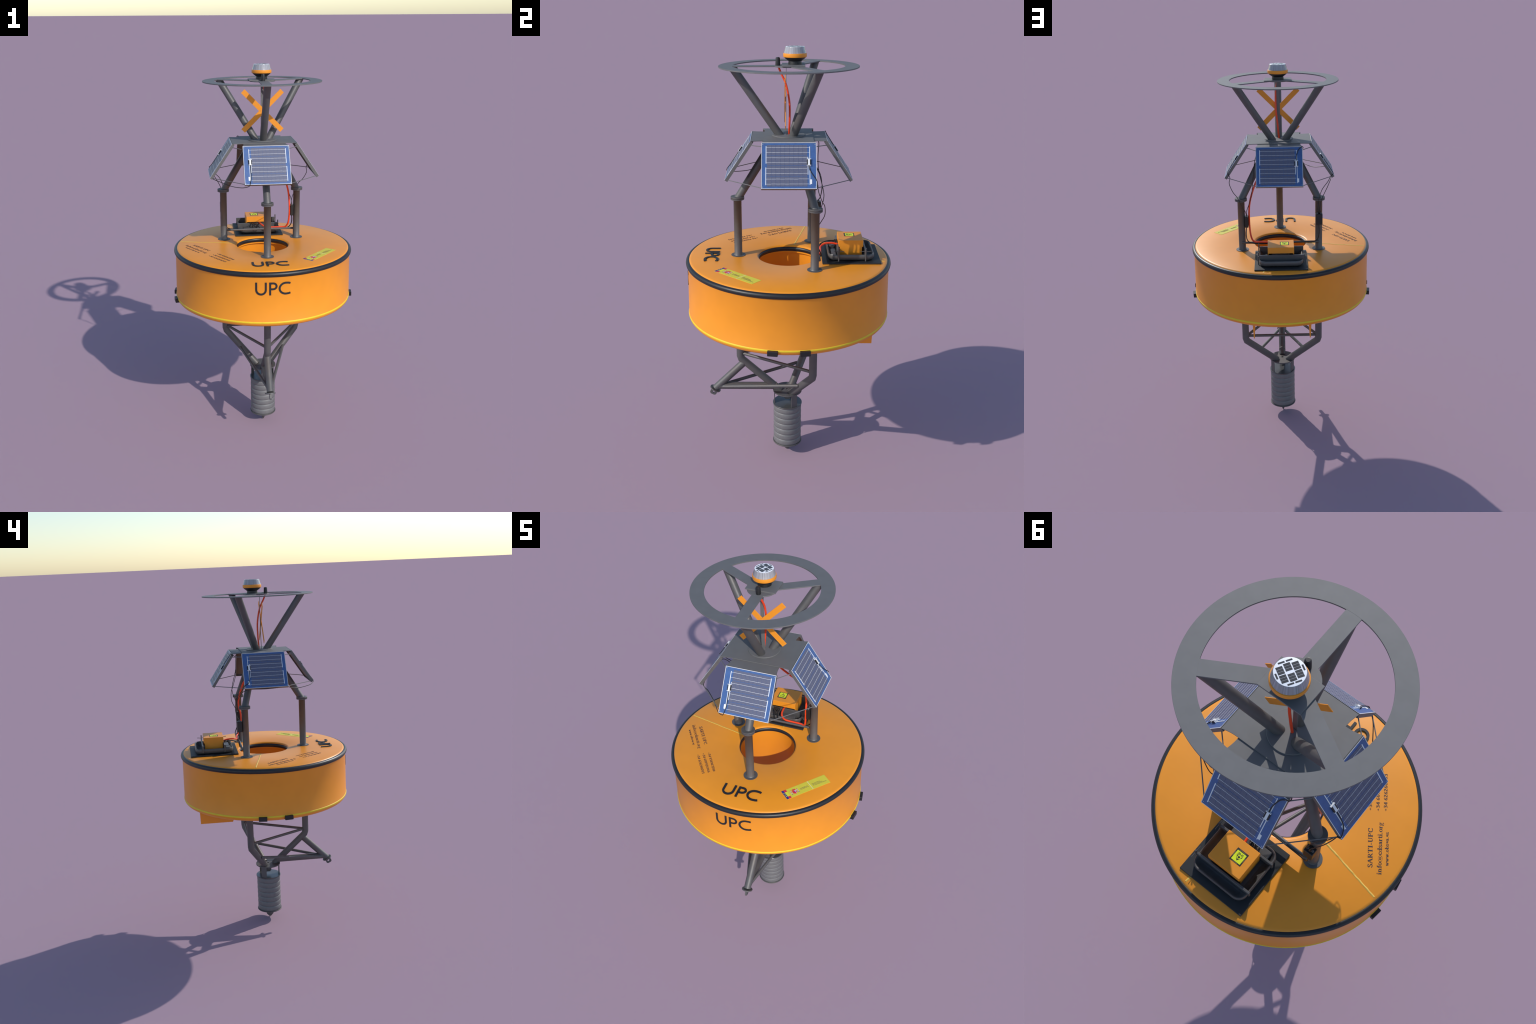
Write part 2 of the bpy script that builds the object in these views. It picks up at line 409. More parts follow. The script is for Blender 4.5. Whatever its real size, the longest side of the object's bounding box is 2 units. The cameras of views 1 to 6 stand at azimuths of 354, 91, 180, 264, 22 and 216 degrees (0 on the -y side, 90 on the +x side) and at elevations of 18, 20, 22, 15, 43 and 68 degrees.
# big block letters U P C, drawn as strokes in a unit of the side-wall size
def arc(cx, cy, rx, ry, a0, a1, n=20):
    return [(cx+rx*math.cos(math.radians(a0+(a1-a0)*i/n)), cy+ry*math.sin(math.radians(a0+(a1-a0)*i/n))) for i in range(n+1)]
H, SW = .0655, .0096
U = ribbon([(-.0817, H), (-.0817, H*.62)]+arc(-.0583, SW/2+.0236, .0234, .0236, 180, 360, 18)+[(-.0349, H*.62), (-.0349, H)], SW)
Pst = ribbon([(-.0138, 0), (-.0138, H)], SW)
Pb = ribbon([(-.0138, H-SW/2), (.0010, H-SW/2)]+arc(.0010, H-SW/2-.0150, .0165, .0150, 90, -90, 14)+[(-.0138, H-SW/2-.0300)], SW)
C = ribbon([(.0868, H-.0085), (.0790, H-.0058)]+arc(.0645, H/2, .0318, H/2-SW/2, 82, 278, 24)+[(.0790, .0058), (.0868, .0085)], SW)
def upc(thick, place, name):
    bm = bmesh.new()
    for k, o in enumerate((U, Pst, Pb, C)):
        prism(bm, o, 0, thick-(.0003 if k == 2 else 0))
    bmesh.ops.subdivide_edges(bm, edges=[e for e in bm.edges if e.calc_length() > .02], cuts=2)
    for v in bm.verts: v.co = place(v.co)
    return done(bm, name, LETTER, body, 25)
K = 1.04
upc(.0046, lambda p: V((p.x*K, -.3885+p.y*K*.99, Z_TOP-.0003+p.z)), 'deck_lettering')
def on_wall(p):
    th = p.x/.4685; z = .936+p.y
    r = .4676+(.4688-.4676)*(0.96-z)/.08+.0002+p.z-.0012
    return V((r*math.sin(th), -r*math.cos(th), z))
upc(.0030, on_wall, 'wall_lettering')

# address lines on the deck
ZT = Z_TOP-.0002
for body_text, p0, p1, h in (
        ('SARTI-UPC', (-.3768, .0150), (-.2970, -.1003), .0160),
        ('info@cdsarti.org', (-.4152, .0165), (-.3122, -.1370), .0160),
        ('www.obsea.es', (-.4165, -.0235), (-.3490, -.1216), .0125),
        ('+34 938967200', (-.2572, -.1500), (-.1793, -.2655), .0125),
        ('+34 609926966', (-.2803, -.1645), (-.1997, -.2806), .0125),
        ('+34 626260203', (-.3012, -.1808), (-.2218, -.2963), .0125)):
    serif_line(body_text, p0, p1, h, ZT, PRINT, body)

# ministry sticker: yellow strip with a flag band, coat of arms and small print
SX = V((.6667, .7454)); SY = V((-.7454, .6667)); SO = V((.2164, -.3281)); SL, SH = .2304, .0584
SM = Matrix(((SX.x, SY.x, 0, SO.x), (SX.y, SY.y, 0, SO.y), (0, 0, 1, Z_TOP), (0, 0, 0, 1)))
sticker = block('sticker', (SL/2, SH/2, .0002), (SL, SH, .0010), STICKER, body, 0, SM)
def patch(name, x0, y0, x1, y1, mat, zt=.0011):
    block(name, ((x0+x1)/2, (y0+y1)/2, zt/2), (x1-x0, y1-y0, zt), mat, body, 0, SM)
patch('flag_band', 0.0001, .0001, .0111, SH-.0001, NAVY)
patch('flag_stripe', .0111, .0001, .0243, .0146, CRIMSON)
patch('flag_stripe', .0111, SH-.0146, .0243, SH-.0001, CRIMSON)
patch('flag_stripe', .0111, .0146, .0243, SH-.0146, STICKER_BRIGHT)
patch('divider_stripe', .1362, .0001, .1390, SH-.0001, CREAM)
for k in (-1, 0, 1):
    bm = bmesh.new()
    prism(bm, [(.0056+(.0030 if i % 2 == 0 else .0016)*math.cos(TAU*i/10+.3), SH/2+k*.0115+(.0030 if i % 2 == 0 else .0016)*math.sin(TAU*i/10+.3)) for i in range(10)], .0008, .0016)
    done(bm, 'flag_star', STICKER_BRIGHT, body, 30, SM)
ax, ay = .0545, SH*.50
def emblem(name, outl, mat, z1):
    bm = bmesh.new(); prism(bm, outl, .0004, z1); done(bm, name, mat, body, 30, SM)
emblem('emblem_shield', [(ax-.0105, ay+.006), (ax-.0105, ay-.008), (ax-.006, ay-.0135), (ax, ay-.0155), (ax+.006, ay-.0135), (ax+.0105, ay-.008), (ax+.0105, ay+.006)], CRIMSON, .0013)
emblem('emblem_crown', [(ax-.0075, ay+.0075), (ax-.0095, ay+.0145), (ax-.004, ay+.013), (ax, ay+.017), (ax+.004, ay+.013), (ax+.0095, ay+.0145), (ax+.0075, ay+.0075)], CRIMSON, .0013)
emblem('emblem_quarter', [(ax+.0005, ay-.004), (ax+.009, ay-.004), (ax+.009, ay+.005), (ax+.0005, ay+.005)], LILAC, .0017)
emblem('emblem_quarter', [(ax-.003, ay-.0045), (ax+.001, ay-.0045), (ax+.001, ay-.0005), (ax-.003, ay-.0005)], NAVY, .0018)
emblem('emblem_quarter', [(ax+.001, ay-.0125), (ax+.007, ay-.0115), (ax+.008, ay-.009), (ax+.002, ay-.0095)], LILAC, .0018)
for s in (-1, 1):
    emblem('emblem_pillar', [(ax+s*.0165-.0016, ay-.012), (ax+s*.0165+.0016, ay-.012), (ax+s*.0165+.0016, ay+.009), (ax+s*.0165-.0016, ay+.009)], LILAC, .0013)
    for yy, mt in ((.009, CRIMSON), (-.0135, NAVY), (-.002, CRIMSON)):
        emblem('emblem_band', [(ax+s*.0165-.0022, ay+yy), (ax+s*.0165+.0022, ay+yy), (ax+s*.0165+.0022, ay+yy+.003), (ax+s*.0165-.0022, ay+yy+.003)], mt, .0016)
def small(t, x0, x1, ytop, h):
    y = SH-ytop-h
    a = SO+SX*x0+SY*y; b = SO+SX*x1+SY*y
    lettering(t, tuple(a), tuple(b), h, Z_TOP+.0004, OLIVE, body, .0008, .0)
small('GOBIERNO', .0853, .1265, .0240, .0042); small('DE ESPA\u00d1A', .0853, .1290, .0305, .0042)
small('MINISTERIO', .1480, .1905, .0240, .0042); small('DE ECONOM\u00cdA', .1480, .2010, .0305, .0042)
small('Y COMPETITIVIDAD', .1480, .2195, .0370, .0042)

# ------------------------------------------------------------------ tripod legs
R_LEG, R_TUBE = .2315, .0183
for a in LEG_ANGLES:
    P = lambda r, z: polar(r, a, z)
    c = (R_LEG*math.cos(a), R_LEG*math.sin(a))
    # post above the deck: normals bent at flanges to draw a dark-top, bright-foot gradient
    bm = bmesh.new()
    lathe(bm, [(.0335, Z_TOP-.0005), (.0335, Z_TOP+.0022), (R_TUBE+.0035, Z_TOP+.0024), (R_TUBE, Z_TOP+.0070), (R_TUBE, 1.3264), (.0312, 1.3266), (.0312, 1.3330), (0, 1.3330)], 32, centre=c)
    leg = done(bm, 'leg', STEEL, None, 35)
    for e in leg.data.edges:
        if all(abs((leg.data.vertices[i].co.xy-V(c)).length-R_TUBE) < .0005 for i in e.vertices): e.use_edge_sharp = False
    bm = bmesh.new(); disc(bm, .0312, 1.3338, 1.3408, c, 40, .001); done(bm, 'joint_flange', STEEL, leg)
    bm = bmesh.new(); sweep(bm, [P(R_LEG, 1.0), P(R_LEG, .5335), P(.2255, .5150), P(.0370, .3415)], R_TUBE, 28)
    done(bm, 'lower_leg', STEEL, None, 40)
    bm = bmesh.new(); cut_tube(bm, P(.2235, 1.3404), P(.0545, 1.6145), R_TUBE)
    done(bm, 'slanted_strut', STEEL, leg, 40)
    bm = bmesh.new(); cut_tube(bm, P(.0412, 1.6240), P(.2455, 1.9165), .0180)
    done(bm, 'mast_tube', STEEL, None, 40)

def bar(name, p, q, r, parent=None, mat=STEEL, seg=16):
    bm = bmesh.new(); sweep(bm, [p, q], r, seg); return done(bm, name, mat, parent, 40)
for i in range(3):
    a, b = LEG_ANGLES[i], LEG_ANGLES[(i+1) % 3]
    bar('brace_bar', polar(R_LEG-.006, a, .546), polar(R_LEG-.006, b, .546), .0077)
bar('mooring_strut', (0, -.2130, .4960), (0, -.3570, .3520), R_TUBE, seg=28)
bar('mooring_beam', (0, -.3450, .3655), (0, -.0520, .3655), .0180, seg=24)
for s in (1, -1): bar('brace_bar', (s*.004, -.3440, .3610), (s*.1200, .0500, .4310), .0083)
bar('tie_bar', (-.2000, .1370, 1.1030), (.2000, .1370, 1.1030), .0058)
# mooring end plate and eye
d = V((0, -.46, -.89)).normalized()
M = Matrix.Translation((0, -.3595, .3480)) @ d.to_track_quat('Z', 'X').to_matrix().to_4x4()
bm = bmesh.new(); disc(bm, .0280, -.003, .003, seg=32); done(bm, 'mooring_plate', STEEL, None, 35, M)
def eye(name, outl, hole, thick, M, parent=None):
    bm = bmesh.new(); prism(bm, outl, -thick/2, thick/2, [hole]); return done(bm, name, STEEL, parent, 30, M)
ME = Matrix(((0, 0, 1, 0), (d.y, -d.z, 0, -.3595), (d.z, d.y, 0, .3480), (0, 0, 0, 1)))
eye('mooring_eye', [(.001, -.0165), (.027, -.0165), (.0335, -.010), (.0335, .010), (.027, .0165), (.001, .0165)], circle(.0062, 16, (.0185, 0)), .0085, ME)

# ------------------------------------------------------------------ counterweight
bm = bmesh.new()
prism(bm, circle(.0715, 64), .3405, .3465, [circle(.0065, 16)])
joint = done(bm, 'joint_plate', STEEL, None, 30)
bm = bmesh.new()
prof = [(0, .0560), (.066, .0560)]
for k in range(7):
    z0 = .0600+k*.0299; z1 = z0+.0299
    prof += [(.0668, z0), (.0683, z0+.0013), (.0692, z0+.0105), (.0692, z1-.0105), (.0683, z1-.0013)]
prof += [(.066, .2692), (0, .2692)]
lathe(bm, prof, 96)
drum = done(bm, 'weight_drum', ZINC, None, 60)
for z0, z1, m in ((.0545, .0600, STEEL), (.2690, .2755, BRIGHT)):
    bm = bmesh.new(); disc(bm, .0724, z0, z1, seg=72, bevel=.001); done(bm, 'drum_plate', m, drum)
for a in LEG_ANGLES:
    M = Matrix.Translation(polar(.0640, a, 0)) @ Matrix.Rotation(a, 4, 'Z')
    block('hanger_strap', (0, 0, .3080), (.0040, .0325, .0665), STEEL, drum, .0005, M)
MX = Matrix(((0, 0, 1, 0), (1, 0, 0, 0), (0, 1, 0, 0), (0, 0, 0, 1)))
eye('hanger_eye', [(-.018, .3410), (-.018, .3030), (-.010, .2920), (.010, .2920), (.018, .3030), (.018, .3410)], circle(.0050, 14, (0, .3170)), .0085, MX, drum)
bm = bmesh.new()   # bottom shackle lug, wedge shaped
prism(bm, [(-.0205, .0550), (-.0205, .0190), (-.0050, .0), (.0050, .0), (.0205, .0190), (.0205, .0550)], -.5, .5, [circle(.0060, 14, (0, .0265))])
for v in bm.verts: v.co.z *= .0070+.0150*max(0, v.co.y)/.055
done(bm, 'shackle_lug', STEEL, drum, 30, MX)

# ------------------------------------------------------------------ top ring and lantern
bm = bmesh.new(); lathe(bm, [(.2435, 1.9160), (.3030, 1.9160), (.3035, 1.9165), (.3035, 1.9205), (.3030, 1.9210), (.2435, 1.9210)], 128, closed=True)
ring = done(bm, 'top_ring', PLATE, None, 35)
for a in LEG_ANGLES:
    block('ring_spoke', (.1500, 0, 1.9185), (.1940, .0490, .0046), PLATE, ring, .0004, Matrix.Rotation(a, 4, 'Z'))
bm = bmesh.new(); disc(bm, .0650, 1.9160, 1.9211, seg=64); done(bm, 'hub_disc', PLATE, ring)
block('lantern_plate', (0, .0200, 1.9232), (.1345, .0985, .0050), PLATE, ring, .0005)
LC = (0, .0266)
def turned(name, prof, mat, parent, seg=72, c=LC, ang=30, local=False):
    bm = bmesh.new(); lathe(bm, prof, seg, centre=(0, 0) if local else c)
    return done(bm, name, mat, parent, ang, Matrix.Translation((c[0], c[1], 0)) if local else None)
lantern = turned('lantern', [(0, 1.9250), (.0297, 1.9250), (.0296, 1.9285), (.0281, 1.9398), (.0360, 1.9452), (.0440, 1.9515), (.0450, 1.9540), (.0485, 1.9552), (.0485, 1.960), (0, 1.960)], BLACK, None)
turned('lantern_band', [(0, 1.9556), (.0478, 1.9556), (.0500, 1.9568), (.0508, 1.9600), (.0508, 1.9690), (.0500, 1.9720), (.0480, 1.9728), (0, 1.9728)], ORANGE_PLASTIC, lantern)
bm = bmesh.new()
seg = 180; rings = []
for r, z, dep in ((.0478, 1.9722, 0), (.0474, 1.9740, .0003), (.0412, 1.9965, .0003), (.0408, 1.9985, 0), (.0400, 1.9996, 0), (.0385, 1.9997, 0)):
    rings.append([bm.verts.new(((r-dep*(i % 2))*math.cos(TAU*i/seg), (r-dep*(i % 2))*math.sin(TAU*i/seg), z)) for i in range(seg)])
for p, q in zip(rings, rings[1:]):
    for i in range(seg): bm.faces.new((p[i], p[(i+1) % seg], q[(i+1) % seg], q[i]))
bm.faces.new(rings[-1])
done(bm, 'lantern_lens', LENS, lantern, 60, Matrix.Translation((*LC, 0)))
turned('lantern_cap', [(0, 1.9980), (.0397, 1.9980), (.0397, 1.9999), (.0390, 2.0000), (0, 2.0000)], CAP_WHITE, lantern)
# little solar cells on the lantern cap, in the turned grid of the cap
MC = Matrix.Translation((*LC, 2.0000)) @ Matrix.Rotation(math.radians(-120.6), 4, 'Z')
bm = bmesh.new()
for cx, cy in ((-.0206, .0108), (0, .0140), (.0200, .0106), (-.0206, -.0127), (0, -.0153), (.0199, -.0127)):
    for k in (-1, 0, 1): box(bm, (cx, cy+k*.0073, -.0001), (.0172, .0067, .0010))
for cx, cy, sx, sy in ((-.0105, .0298, .0168, .0047), (.0095, .0300, .0165, .0046), (.0341, -.0003, .0045, .0160), (-.0344, -.0006, .0045, .0158), (-.0102, -.0309, .0165, .0046), (.0097, -.0308, .0168, .0046)):
    box(bm, (cx, cy, -.0001), (sx, sy, .0010))
# these faces end 0.4 mm above the cap
for v in bm.verts: v.co.z -= .0002
cells = done(bm, 'lantern_cell', LENS_CELL, lantern, 30, MC); cells['kind'] = 'stuff'

ant = turned('antenna_cap', [(0, 1.9190), (.0107, 1.9190), (.0105, 1.9290), (.0093, 1.9515), (.0085, 1.9540), (.0060, 1.9548), (.0058, 1.9556), (0, 1.9556)], BLACK, None, 32, (0, -.0470))

# flat post and the diagonal cross topmark
block('topmark_post', (-.0003, -.0112, 1.7680), (.0165, .0016, .2930), PLATE, None, .0003)
for s, y in ((1, -.0168), (-1, -.0140)):
    M = Matrix.Translation((0, y, 1.7700)) @ Matrix.Rotation(s*math.pi/4, 4, 'Y')
    block('topmark_arm', (0, 0, 0), (.0258, .0026, .2830), ORANGE_CROSS, None, .0003, M)
for s in (-1, 1):
    bm = bmesh.new(); disc(bm, .0016, -.0008, .0008, seg=12); done(bm, 'topmark_screw', PLATE, None, 35, Matrix.Translation((s*.0087, -.0180, 1.7700)) @ Matrix.Rotation(math.pi/2, 4, 'X'))

# ------------------------------------------------------------------ instrument deck and solar panels
def sheet(z1, rot, name):
    """Cross-shaped deck sheet: straight sides, flared like a wing where a panel hangs."""
    half = []
    for i in range(9):
        t = i/8; half.append((.108+.0545*t, .1075+.0085*(t**2.2)))
    out = half+[(x, -y) for x, y in half[::-1]]
    out = out+[(-x, -y) for x, y in out]
    bm = bmesh.new(); prism(bm, out, z1-.0030, z1)
    return done(bm, name, PLATE, None, 30, Matrix.Rotation(rot, 4, 'Z'))
sheet(1.6200, 0, 'deck_sheet'); sheet(1.6165, math.pi/2, 'deck_sheet')
bm = bmesh.new(); disc(bm, .0727, 1.6195, 1.6243, seg=72); done(bm, 'mast_plate', PLATE)

PW, PL = .2324, .2071
slope = V((0, .1150, .1722)).normalized()
BASE = Matrix(((1, 0, 0, 0), (0, slope.y, -slope.z, -.2223), (0, slope.z, slope.y, 1.5302), (0, 0, 0, 1)))
def mesh_of(build, name, mat):
    bm = bmesh.new(); build(bm); ob = done(bm, name, mat); me = ob.data
    bpy.data.objects.remove(ob); return me
cell_me = mesh_of(lambda bm: box(bm, (0, 0, 0), (.0184, .0447, .0006)), 'solar_cell', CELL)
for rot, mir, dz in ((0, 1, 0), (math.pi/2, -1, .0035), (math.pi, -1, 0), (-math.pi/2, 1, .0035)):
    M = Matrix.Translation((0, 0, dz)) @ Matrix.Rotation(rot, 4, 'Z') @ BASE
    X = lambda x: mir*(x-PW/2)          # s from the viewer's left edge -> local x
    Y = lambda t: PL/2-t                # t down from the upper edge -> local y
    bm = bmesh.new(); box(bm, (0, 0, -.0026), (PW-.004, PL-.004, .0050))
    panel = done(bm, 'solar_panel', GLASS_BLUE, None, 30, M)
    def part(name, mat, boxes, bev=0.):
        bm = bmesh.new()
        for x0, t0, x1, t1, z0, z1 in boxes:
            box(bm, ((X(x0)+X(x1))/2, (Y(t0)+Y(t1))/2, (z0+z1)/2), (abs(x1-x0), abs(t1-t0), z1-z0), bev)
        ob = done(bm, name, mat, panel); return ob
    w = .0028
    part('panel_frame', FRAME, [(0, 0, w, PL, -.0140, .0002), (PW-w, 0, PW, PL, -.0140, .0002), (w, .0, PW-w, w, -.0140, .0002), (w, PL-w, PW-w, PL, -.0140, .0002)])
    e = .0024
    part('panel_trim', FRAME_EDGE, [(.0004, .0004, e, PL-.0004, .0, .0008), (PW-e, .0004, PW-.0004, PL-.0004, .0, .0008), (e, .0004, PW-e, e, .0, .0008), (e, PL-e, PW-e, PL-.0004, .0, .0008)])
    part('panel_back', PLATE, [(.0028, .0028, PW-.0028, PL-.0028, -.0066, -.0050)])
    # 9 x 4 silicon cells
    for i in range(9):
        for j in range(4):
            c = put(cell_me, 'solar_cell', panel, Matrix.Translation((X(.0393+.0189*(i+.5)), Y(.0105+.0466*(j+.5)), .0001)))
    lines = []
    for k, t in enumerate((.0228, .0446, .0688, .0910, .1160, .1380, .1631, .1852)):
        x0 = (.030, .030, .037, .040, .040, .040, .034, .034)[k]
        for c in range(9):      # each busbar is tabbed cell by cell, slightly misaligned
            xa = .0393+.0189*c if c else x0; xb = .0393+.0189*(c+1) if c < 8 else .2125
            o = random.uniform(-.0004, .0004)
            lines.append((xa, t-.0005+o, xb-.0006, t+.0005+o, .0, .0008))
    part('busbar', WHITE, lines)['kind'] = 'stuff'
    part('busbar', WHITE, [(.0275, .0186, .0302, .1890, 0, .0011), (.0355, .0650, .0380, .1440, 0, .0012), (.2110, .0165, .2140, .0948, 0, .0011), (.2118, .1120, .2148, .1900, 0, .0011)])
    part('panel_tag', WHITE, [(.0203, .1650, .0288, .1852, 0, .0010)])
    part('panel_screw', WHITE, [(a-.0011, b-.0009, a+.0011, b+.0009, 0, .0009) for a in (.0062, PW-.0062) for b in (.0085, PL-.0085)])
    part('connector_body', BLACK, [(.0240, .0770, .0412, .1030, 0, .0060)], .0012)
    part('connector_clip', WHITE, [(.0285, .0768, .0368, .1032, .0055, .0068), (.0236, .0750, .0416, .0774, 0, .0066), (.0236, .1024, .0416, .1048, 0, .0066)])
# rods tying the panel corners together
def qrot(p, k): return Matrix.Rotation(k*math.pi/2, 3, 'Z') @ V(p)
for k in range(4):
    dz0, dz1 = (0, .0035) if k % 2 == 0 else (.0035, 0)
    for pa, pb in (((.1165, -.2645, 1.4445), (.2645, -.1165, 1.4445)), ((.1165, -.1610, 1.5980), (.1610, -.1165, 1.5980))):
        bar('panel_rod', qrot(pa, k)+V((0, 0, dz0)), qrot(pb, k)+V((0, 0, dz1)), .0019, None, PLATE, 8)

# ------------------------------------------------------------------ electronics tray on the float
block('base_mat', (-.0005, .2870, Z_TOP+.0036), (.2645, .2655, .0074), MATBLACK, None, .0015)
def rounded_rect(x0, x1, y0, y1, r, n=8):
    pts = []
    for cx, cy, a0 in ((x1-r, y1-r, 0), (x0+r, y1-r, 90), (x0+r, y0+r, 180), (x1-r, y0+r, 270)):
        for i in range(n+1):
            a = math.radians(a0+90*i/n); pts.append((cx+r*math.cos(a), cy+r*math.sin(a)))
    return pts
# thin-walled tub: one wall section carried round a rounded rectangle
SECTION = [(.0200, 1.0662), (.0110, 1.0668), (.0045, 1.0705), (.0010, 1.0770), (.0, 1.0845), (.0012, 1.0915), (.0036, 1.0950),
           (.0062, 1.0945), (.0095, 1.0890), (.0140, 1.0825), (.0190, 1.0770), (.0250, 1.0728), (.0320, 1.0705)]
bm = bmesh.new(); rows = []
for dd, z in SECTION:
    rows.append([bm.verts.new((x, y, z)) for x, y in rounded_rect(-.1110+dd, .1090-dd, .1800+dd, .3920-dd, .0355-dd)])
n = len(rows[0])
for p, q in zip(rows, rows[1:]+rows[:1]):
    for i in range(n): bm.faces.new((p[i], p[(i+1) % n], q[(i+1) % n], q[i]))
tray = done(bm, 'equipment_tray', CASE, None, 50)
block('tray_floor', (-.0010, .2860, 1.0685), (.182, .174, .0036), CASE, tray, .0005)
for y in (.2285, .3500):
    block('tray_rail', (-.0040, y, 1.0945), (.2230, .0082, .0400), CASE, tray, .0012)
    bm = bmesh.new(); sweep(bm, [(.1120, y, 1.0660), (.1120, y, 1.1290)], .0030, 10); sweep(bm, [(.1120, y-.0240, 1.1140), (.1120, y-.004, 1.1125), (.1120, y+.004, 1.1125), (.1120, y+.0240, 1.1140)], .0014, 8)
    done(bm, 'wing_bolt', CASE, tray)
block('battery_block', (-.0600, .2070, 1.0810), (.0520, .0300, .0240), CASE, tray, .003)
block('battery_block', (.0330, .2080, 1.0770), (.0820, .0240, .0200), CASE, tray, .003)
# orange hood: full side walls, short front and back walls, closed top
hood = block('control_hood', (-.0005, .2865, 1.1480), (.1310, .1110, .0040), ORANGE_PLASTIC, None, .001)
for s in (-1, 1):
    block('hood_wall', (-.0005+s*.0634, .2865, 1.1330), (.0040, .1106, .0280), ORANGE_PLASTIC, hood, .0004)
    block('hood_wall', (-.0005+s*.0634, .2865, 1.0980), (.0040, .1010, .0430), ORANGE_PLASTIC, hood, .0004)
for s in (-1, 1):
    block('hood_wall', (-.0005, .2865+s*.0534, 1.1335), (.1262, .0040, .0290), ORANGE_PLASTIC, hood, .0006)
block('terminal_block', (0, .2900, 1.0850), (.0900, .0700, .0250), BLACK, hood, .002)
LX, LY, LZ = -.0187, .2832, 1.1500
block('warning_label', (LX, LY, LZ), (.0455, .0475, .0010), LETTER, hood, 0)
block('label_field', (LX, LY+.0012, LZ+.0002), (.0365, .0365, .0014), LABEL, hood, 0)
def emblem2(outl, mat, z1, nm='label_mark'):
    bm = bmesh.new(); prism(bm, outl, LZ, LZ+z1); done(bm, nm, mat, hood, 30)
emblem2([(LX-.0115, LY-.003), (LX+.0115, LY-.003), (LX, LY+.0145)], LETTER, .0013)
emblem2(ribbon(arc(LX-.0005, LY+.0015, .0055, .005, -160, 170, 18), .0022), LABEL, .0016)
emblem2(ribbon([(LX-.006, LY-.0035), (LX-.006, LY+.006)], .0028), LABEL, .00165)
lettering('SNE', (LX-.0110, LY-.0125), (LX+.0110, LY-.0125), .0075, LZ+.0003, LETTER, hood, .0010)
for pts in ([(LX-.010, LY+.0222), (LX+.010, LY+.0222)], [(LX-.013, LY-.0205), (LX+.013, LY-.0205)], [(LX-.0205, LY-.008), (LX-.0205, LY+.008)], [(LX+.0205, LY-.008), (LX+.0205, LY+.008)]):
    emblem2(ribbon(pts, .0016), OLIVE, .0010, 'label_print')

# ------------------------------------------------------------------ cables and junction boxes
def jbox(c, size, rotz, parent=None):
    M = Matrix.Translation(c) @ Matrix.Rotation(rotz, 4, 'Z')
    ob = block('junction_box', (0, 0, 0), size, BLACK, parent, .0015, M)
    bm = bmesh.new()
    for s in (-1, 1): disc(bm, .0042, size[2]/2-.001, size[2]/2+.0060, (s*size[0]*.27, 0), 14)
    done(bm, 'cable_gland', FRAME, ob, 35)
jbox((-.2005, .1475, 1.2315), (.0345, .0265, .0570), 0)
jbox((.1745, .1165, 1.2130), (.0345, .0185, .0570), math.pi/2)

cable('red_cable', [(.0005, -.0440, 1.9150), (.0060, -.0340, 1.8900), (.0120, -.0110, 1.8400), (.0118, .0030, 1.7700), (.0050, .0050, 1.7000), (-.0020, .0020, 1.6220)], .0045, RED)
cable('red_cable', [(.0020, .0050, 1.6150), (.0200, .0250, 1.5700), (.0560, .0540, 1.4950), (.0950, .0720, 1.4500), (.1190, .0880, 1.4200), (.1350, .1010, 1.3840), (.1495, .1130, 1.3400), (.1570, .1190, 1.3040), (.1600, .1165, 1.2670), (.1610, .1100, 1.2380), (.1605, .1080, 1.1940), (.1560, .1160, 1.1440), (.1470, .1310, 1.1180), (.1340, .1400, 1.1100), (.1180, .1440, 1.1095), (.0656, .1465, 1.1085), (.0350, .1500, 1.1110), (.0150, .1700, 1.1180), (.0080, .2050, 1.1180), (.0040, .2500, 1.1050)], .0047, RED, seg=12)
# panel leads
R_W = .0017
def lead(k, mir, pts, dz=0):
    """Points lying on panel k, given as (s, t, height above the glass)."""
    M = Matrix.Translation((0, 0, dz)) @ Matrix.Rotation(k, 4, 'Z') @ BASE
    return [M @ V((mir*(x-PW/2), PL/2-t, h)) for x, t, h in pts]
cable('black_cable', lead(0, 1, [(.0335, .1020, .003), (.0340, .1300, .003), (.0330, .1720, .003), (.0270, .2040, .004), (.0230, .2110, .001)])+[V(p) for p in ((-.1000, -.2800, 1.4350), (-.1300, -.2540, 1.4250), (-.1780, -.1860, 1.4200), (-.2250, -.1380, 1.4310), (-.2620, -.1080, 1.4420), (-.2700, .0000, 1.4390), (-.2640, .1000, 1.4380), (-.2450, .1430, 1.4050), (-.2120, .1650, 1.3400), (-.2040, .1600, 1.2900), (-.2090, .1490, 1.2660))], R_W, WIRE)
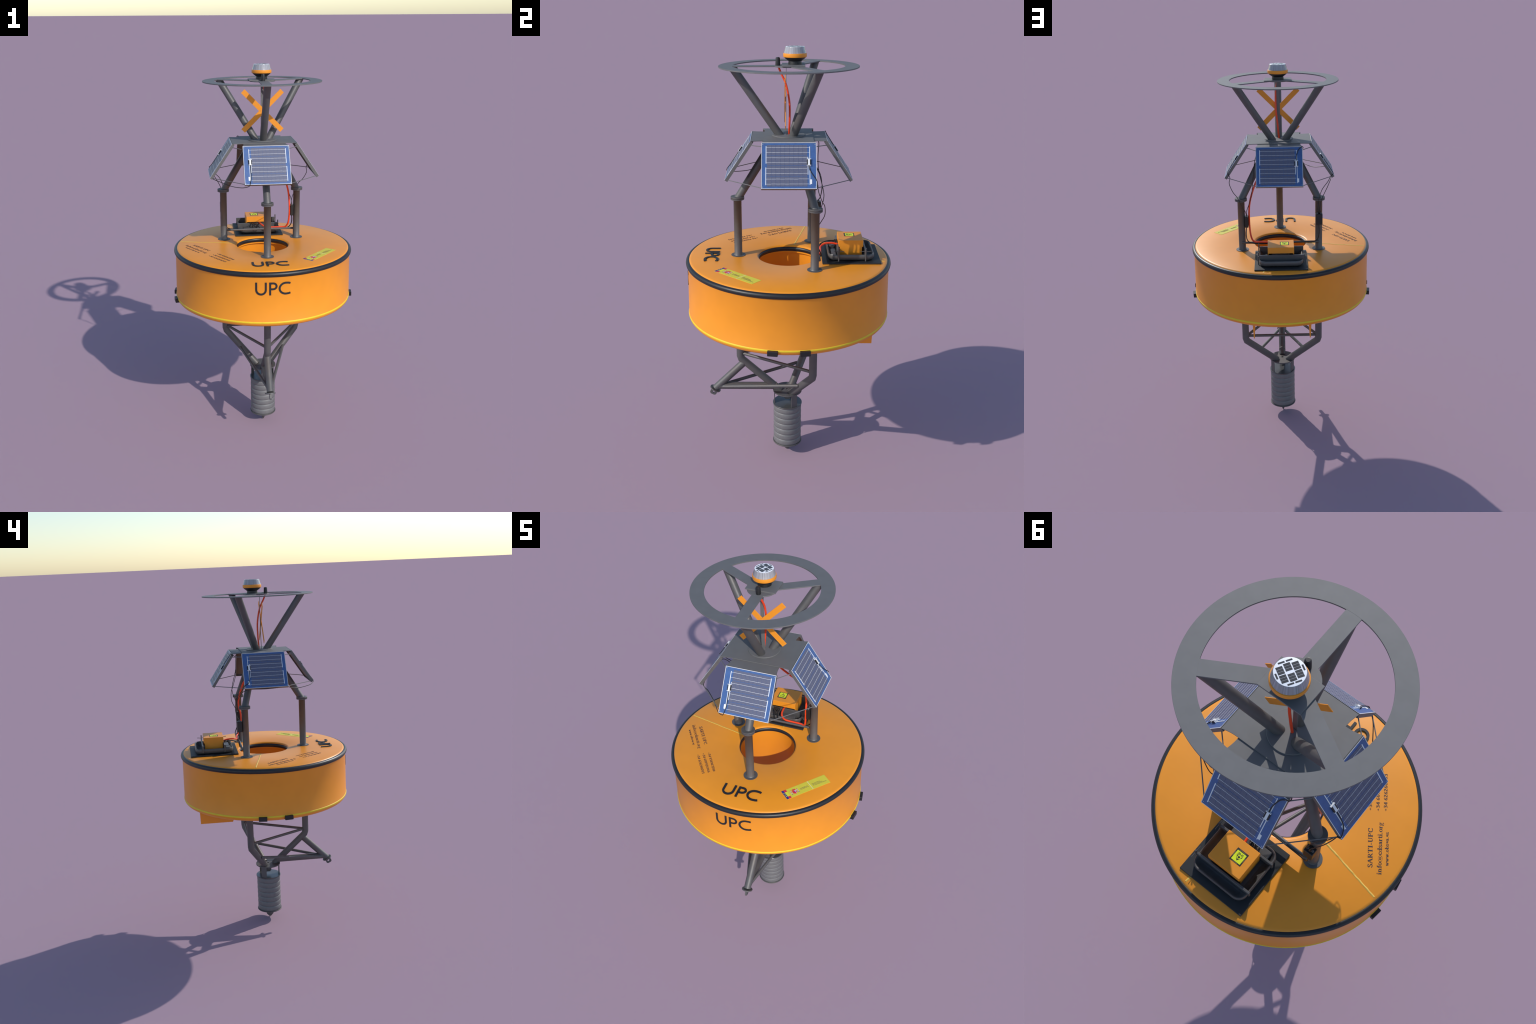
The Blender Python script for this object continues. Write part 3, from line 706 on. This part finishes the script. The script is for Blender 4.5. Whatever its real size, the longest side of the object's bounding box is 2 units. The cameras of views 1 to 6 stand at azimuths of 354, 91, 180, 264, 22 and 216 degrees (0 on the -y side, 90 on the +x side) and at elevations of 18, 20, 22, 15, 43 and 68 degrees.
cable('black_cable', lead(-math.pi/2, 1, [(.0335, .1020, .003), (.0330, .1350, .003), (.0260, .1720, .003), (.0080, .1880, .004), (-.0010, .1930, .001)], .0035)+[V(p) for p in ((-.2600, .1210, 1.4480), (-.2450, .1350, 1.4250), (-.2150, .1560, 1.3900), (-.1980, .1640, 1.3400), (-.1930, .1580, 1.2900), (-.1920, .1480, 1.2660))], R_W, WIRE)
cable('black_cable', lead(math.pi/2, -1, [(.0335, .1020, .003), (.0260, .1300, .003), (.0060, .1620, .003), (-.0015, .1760, .001)], .0035)+[V(p) for p in ((.2520, .1200, 1.4500), (.2560, .1270, 1.4200), (.2380, .1420, 1.3800), (.2160, .1540, 1.3540), (.1960, .1560, 1.3100), (.1790, .1420, 1.2750), (.1745, .1260, 1.2470))], R_W, WIRE)
cable('black_cable', lead(math.pi, -1, [(.0330, .0775, .003), (.0310, .0500, .003), (.0200, .0180, .003), (.0030, .0020, .004), (-.0030, .0050, -.001)])+[V(p) for p in ((-.1130, .1480, 1.6020), (-.0600, .1350, 1.6020), (.0500, .1300, 1.6040), (.1000, .1300, 1.6000), (.1200, .1260, 1.5500), (.1300, .1300, 1.4900), (.1380, .1500, 1.4100), (.1430, .1530, 1.3700), (.1560, .1380, 1.3200), (.1710, .1180, 1.2750), (.1745, .1070, 1.2470))], R_W, WIRE)
# leads from the junction boxes along the tie bar into the tray
cable('black_cable', [(-.2000, .1500, 1.2040), (-.2010, .1540, 1.1600), (-.1930, .1520, 1.1250), (-.1700, .1470, 1.1080), (-.1200, .1450, 1.1050), (-.0300, .1440, 1.1040), (.0, .1460, 1.1060), (-.0120, .1800, 1.1140), (-.0200, .2100, 1.1140), (-.0240, .2450, 1.1050)], .0026, WIRE)
cable('black_cable', [(.1750, .1180, 1.1850), (.1780, .1330, 1.1500), (.1720, .1450, 1.1200), (.1500, .1450, 1.1040), (.1000, .1440, 1.0980), (.0200, .1440, 1.1000), (-.0150, .1500, 1.1060), (-.0280, .1800, 1.1160), (-.0380, .2150, 1.1150), (-.0400, .2450, 1.1050)], .0026, WIRE)
for x0, x1 in ((-.030, -.045), (-.022, -.030), (-.010, -.012)):
    cable('brown_cable', [(x0*1.2, .1900, 1.1020), (x0, .2050, 1.1120), (x1, .2220, 1.1180), (x1, .2450, 1.1120)], .0016, DARKWIRE)
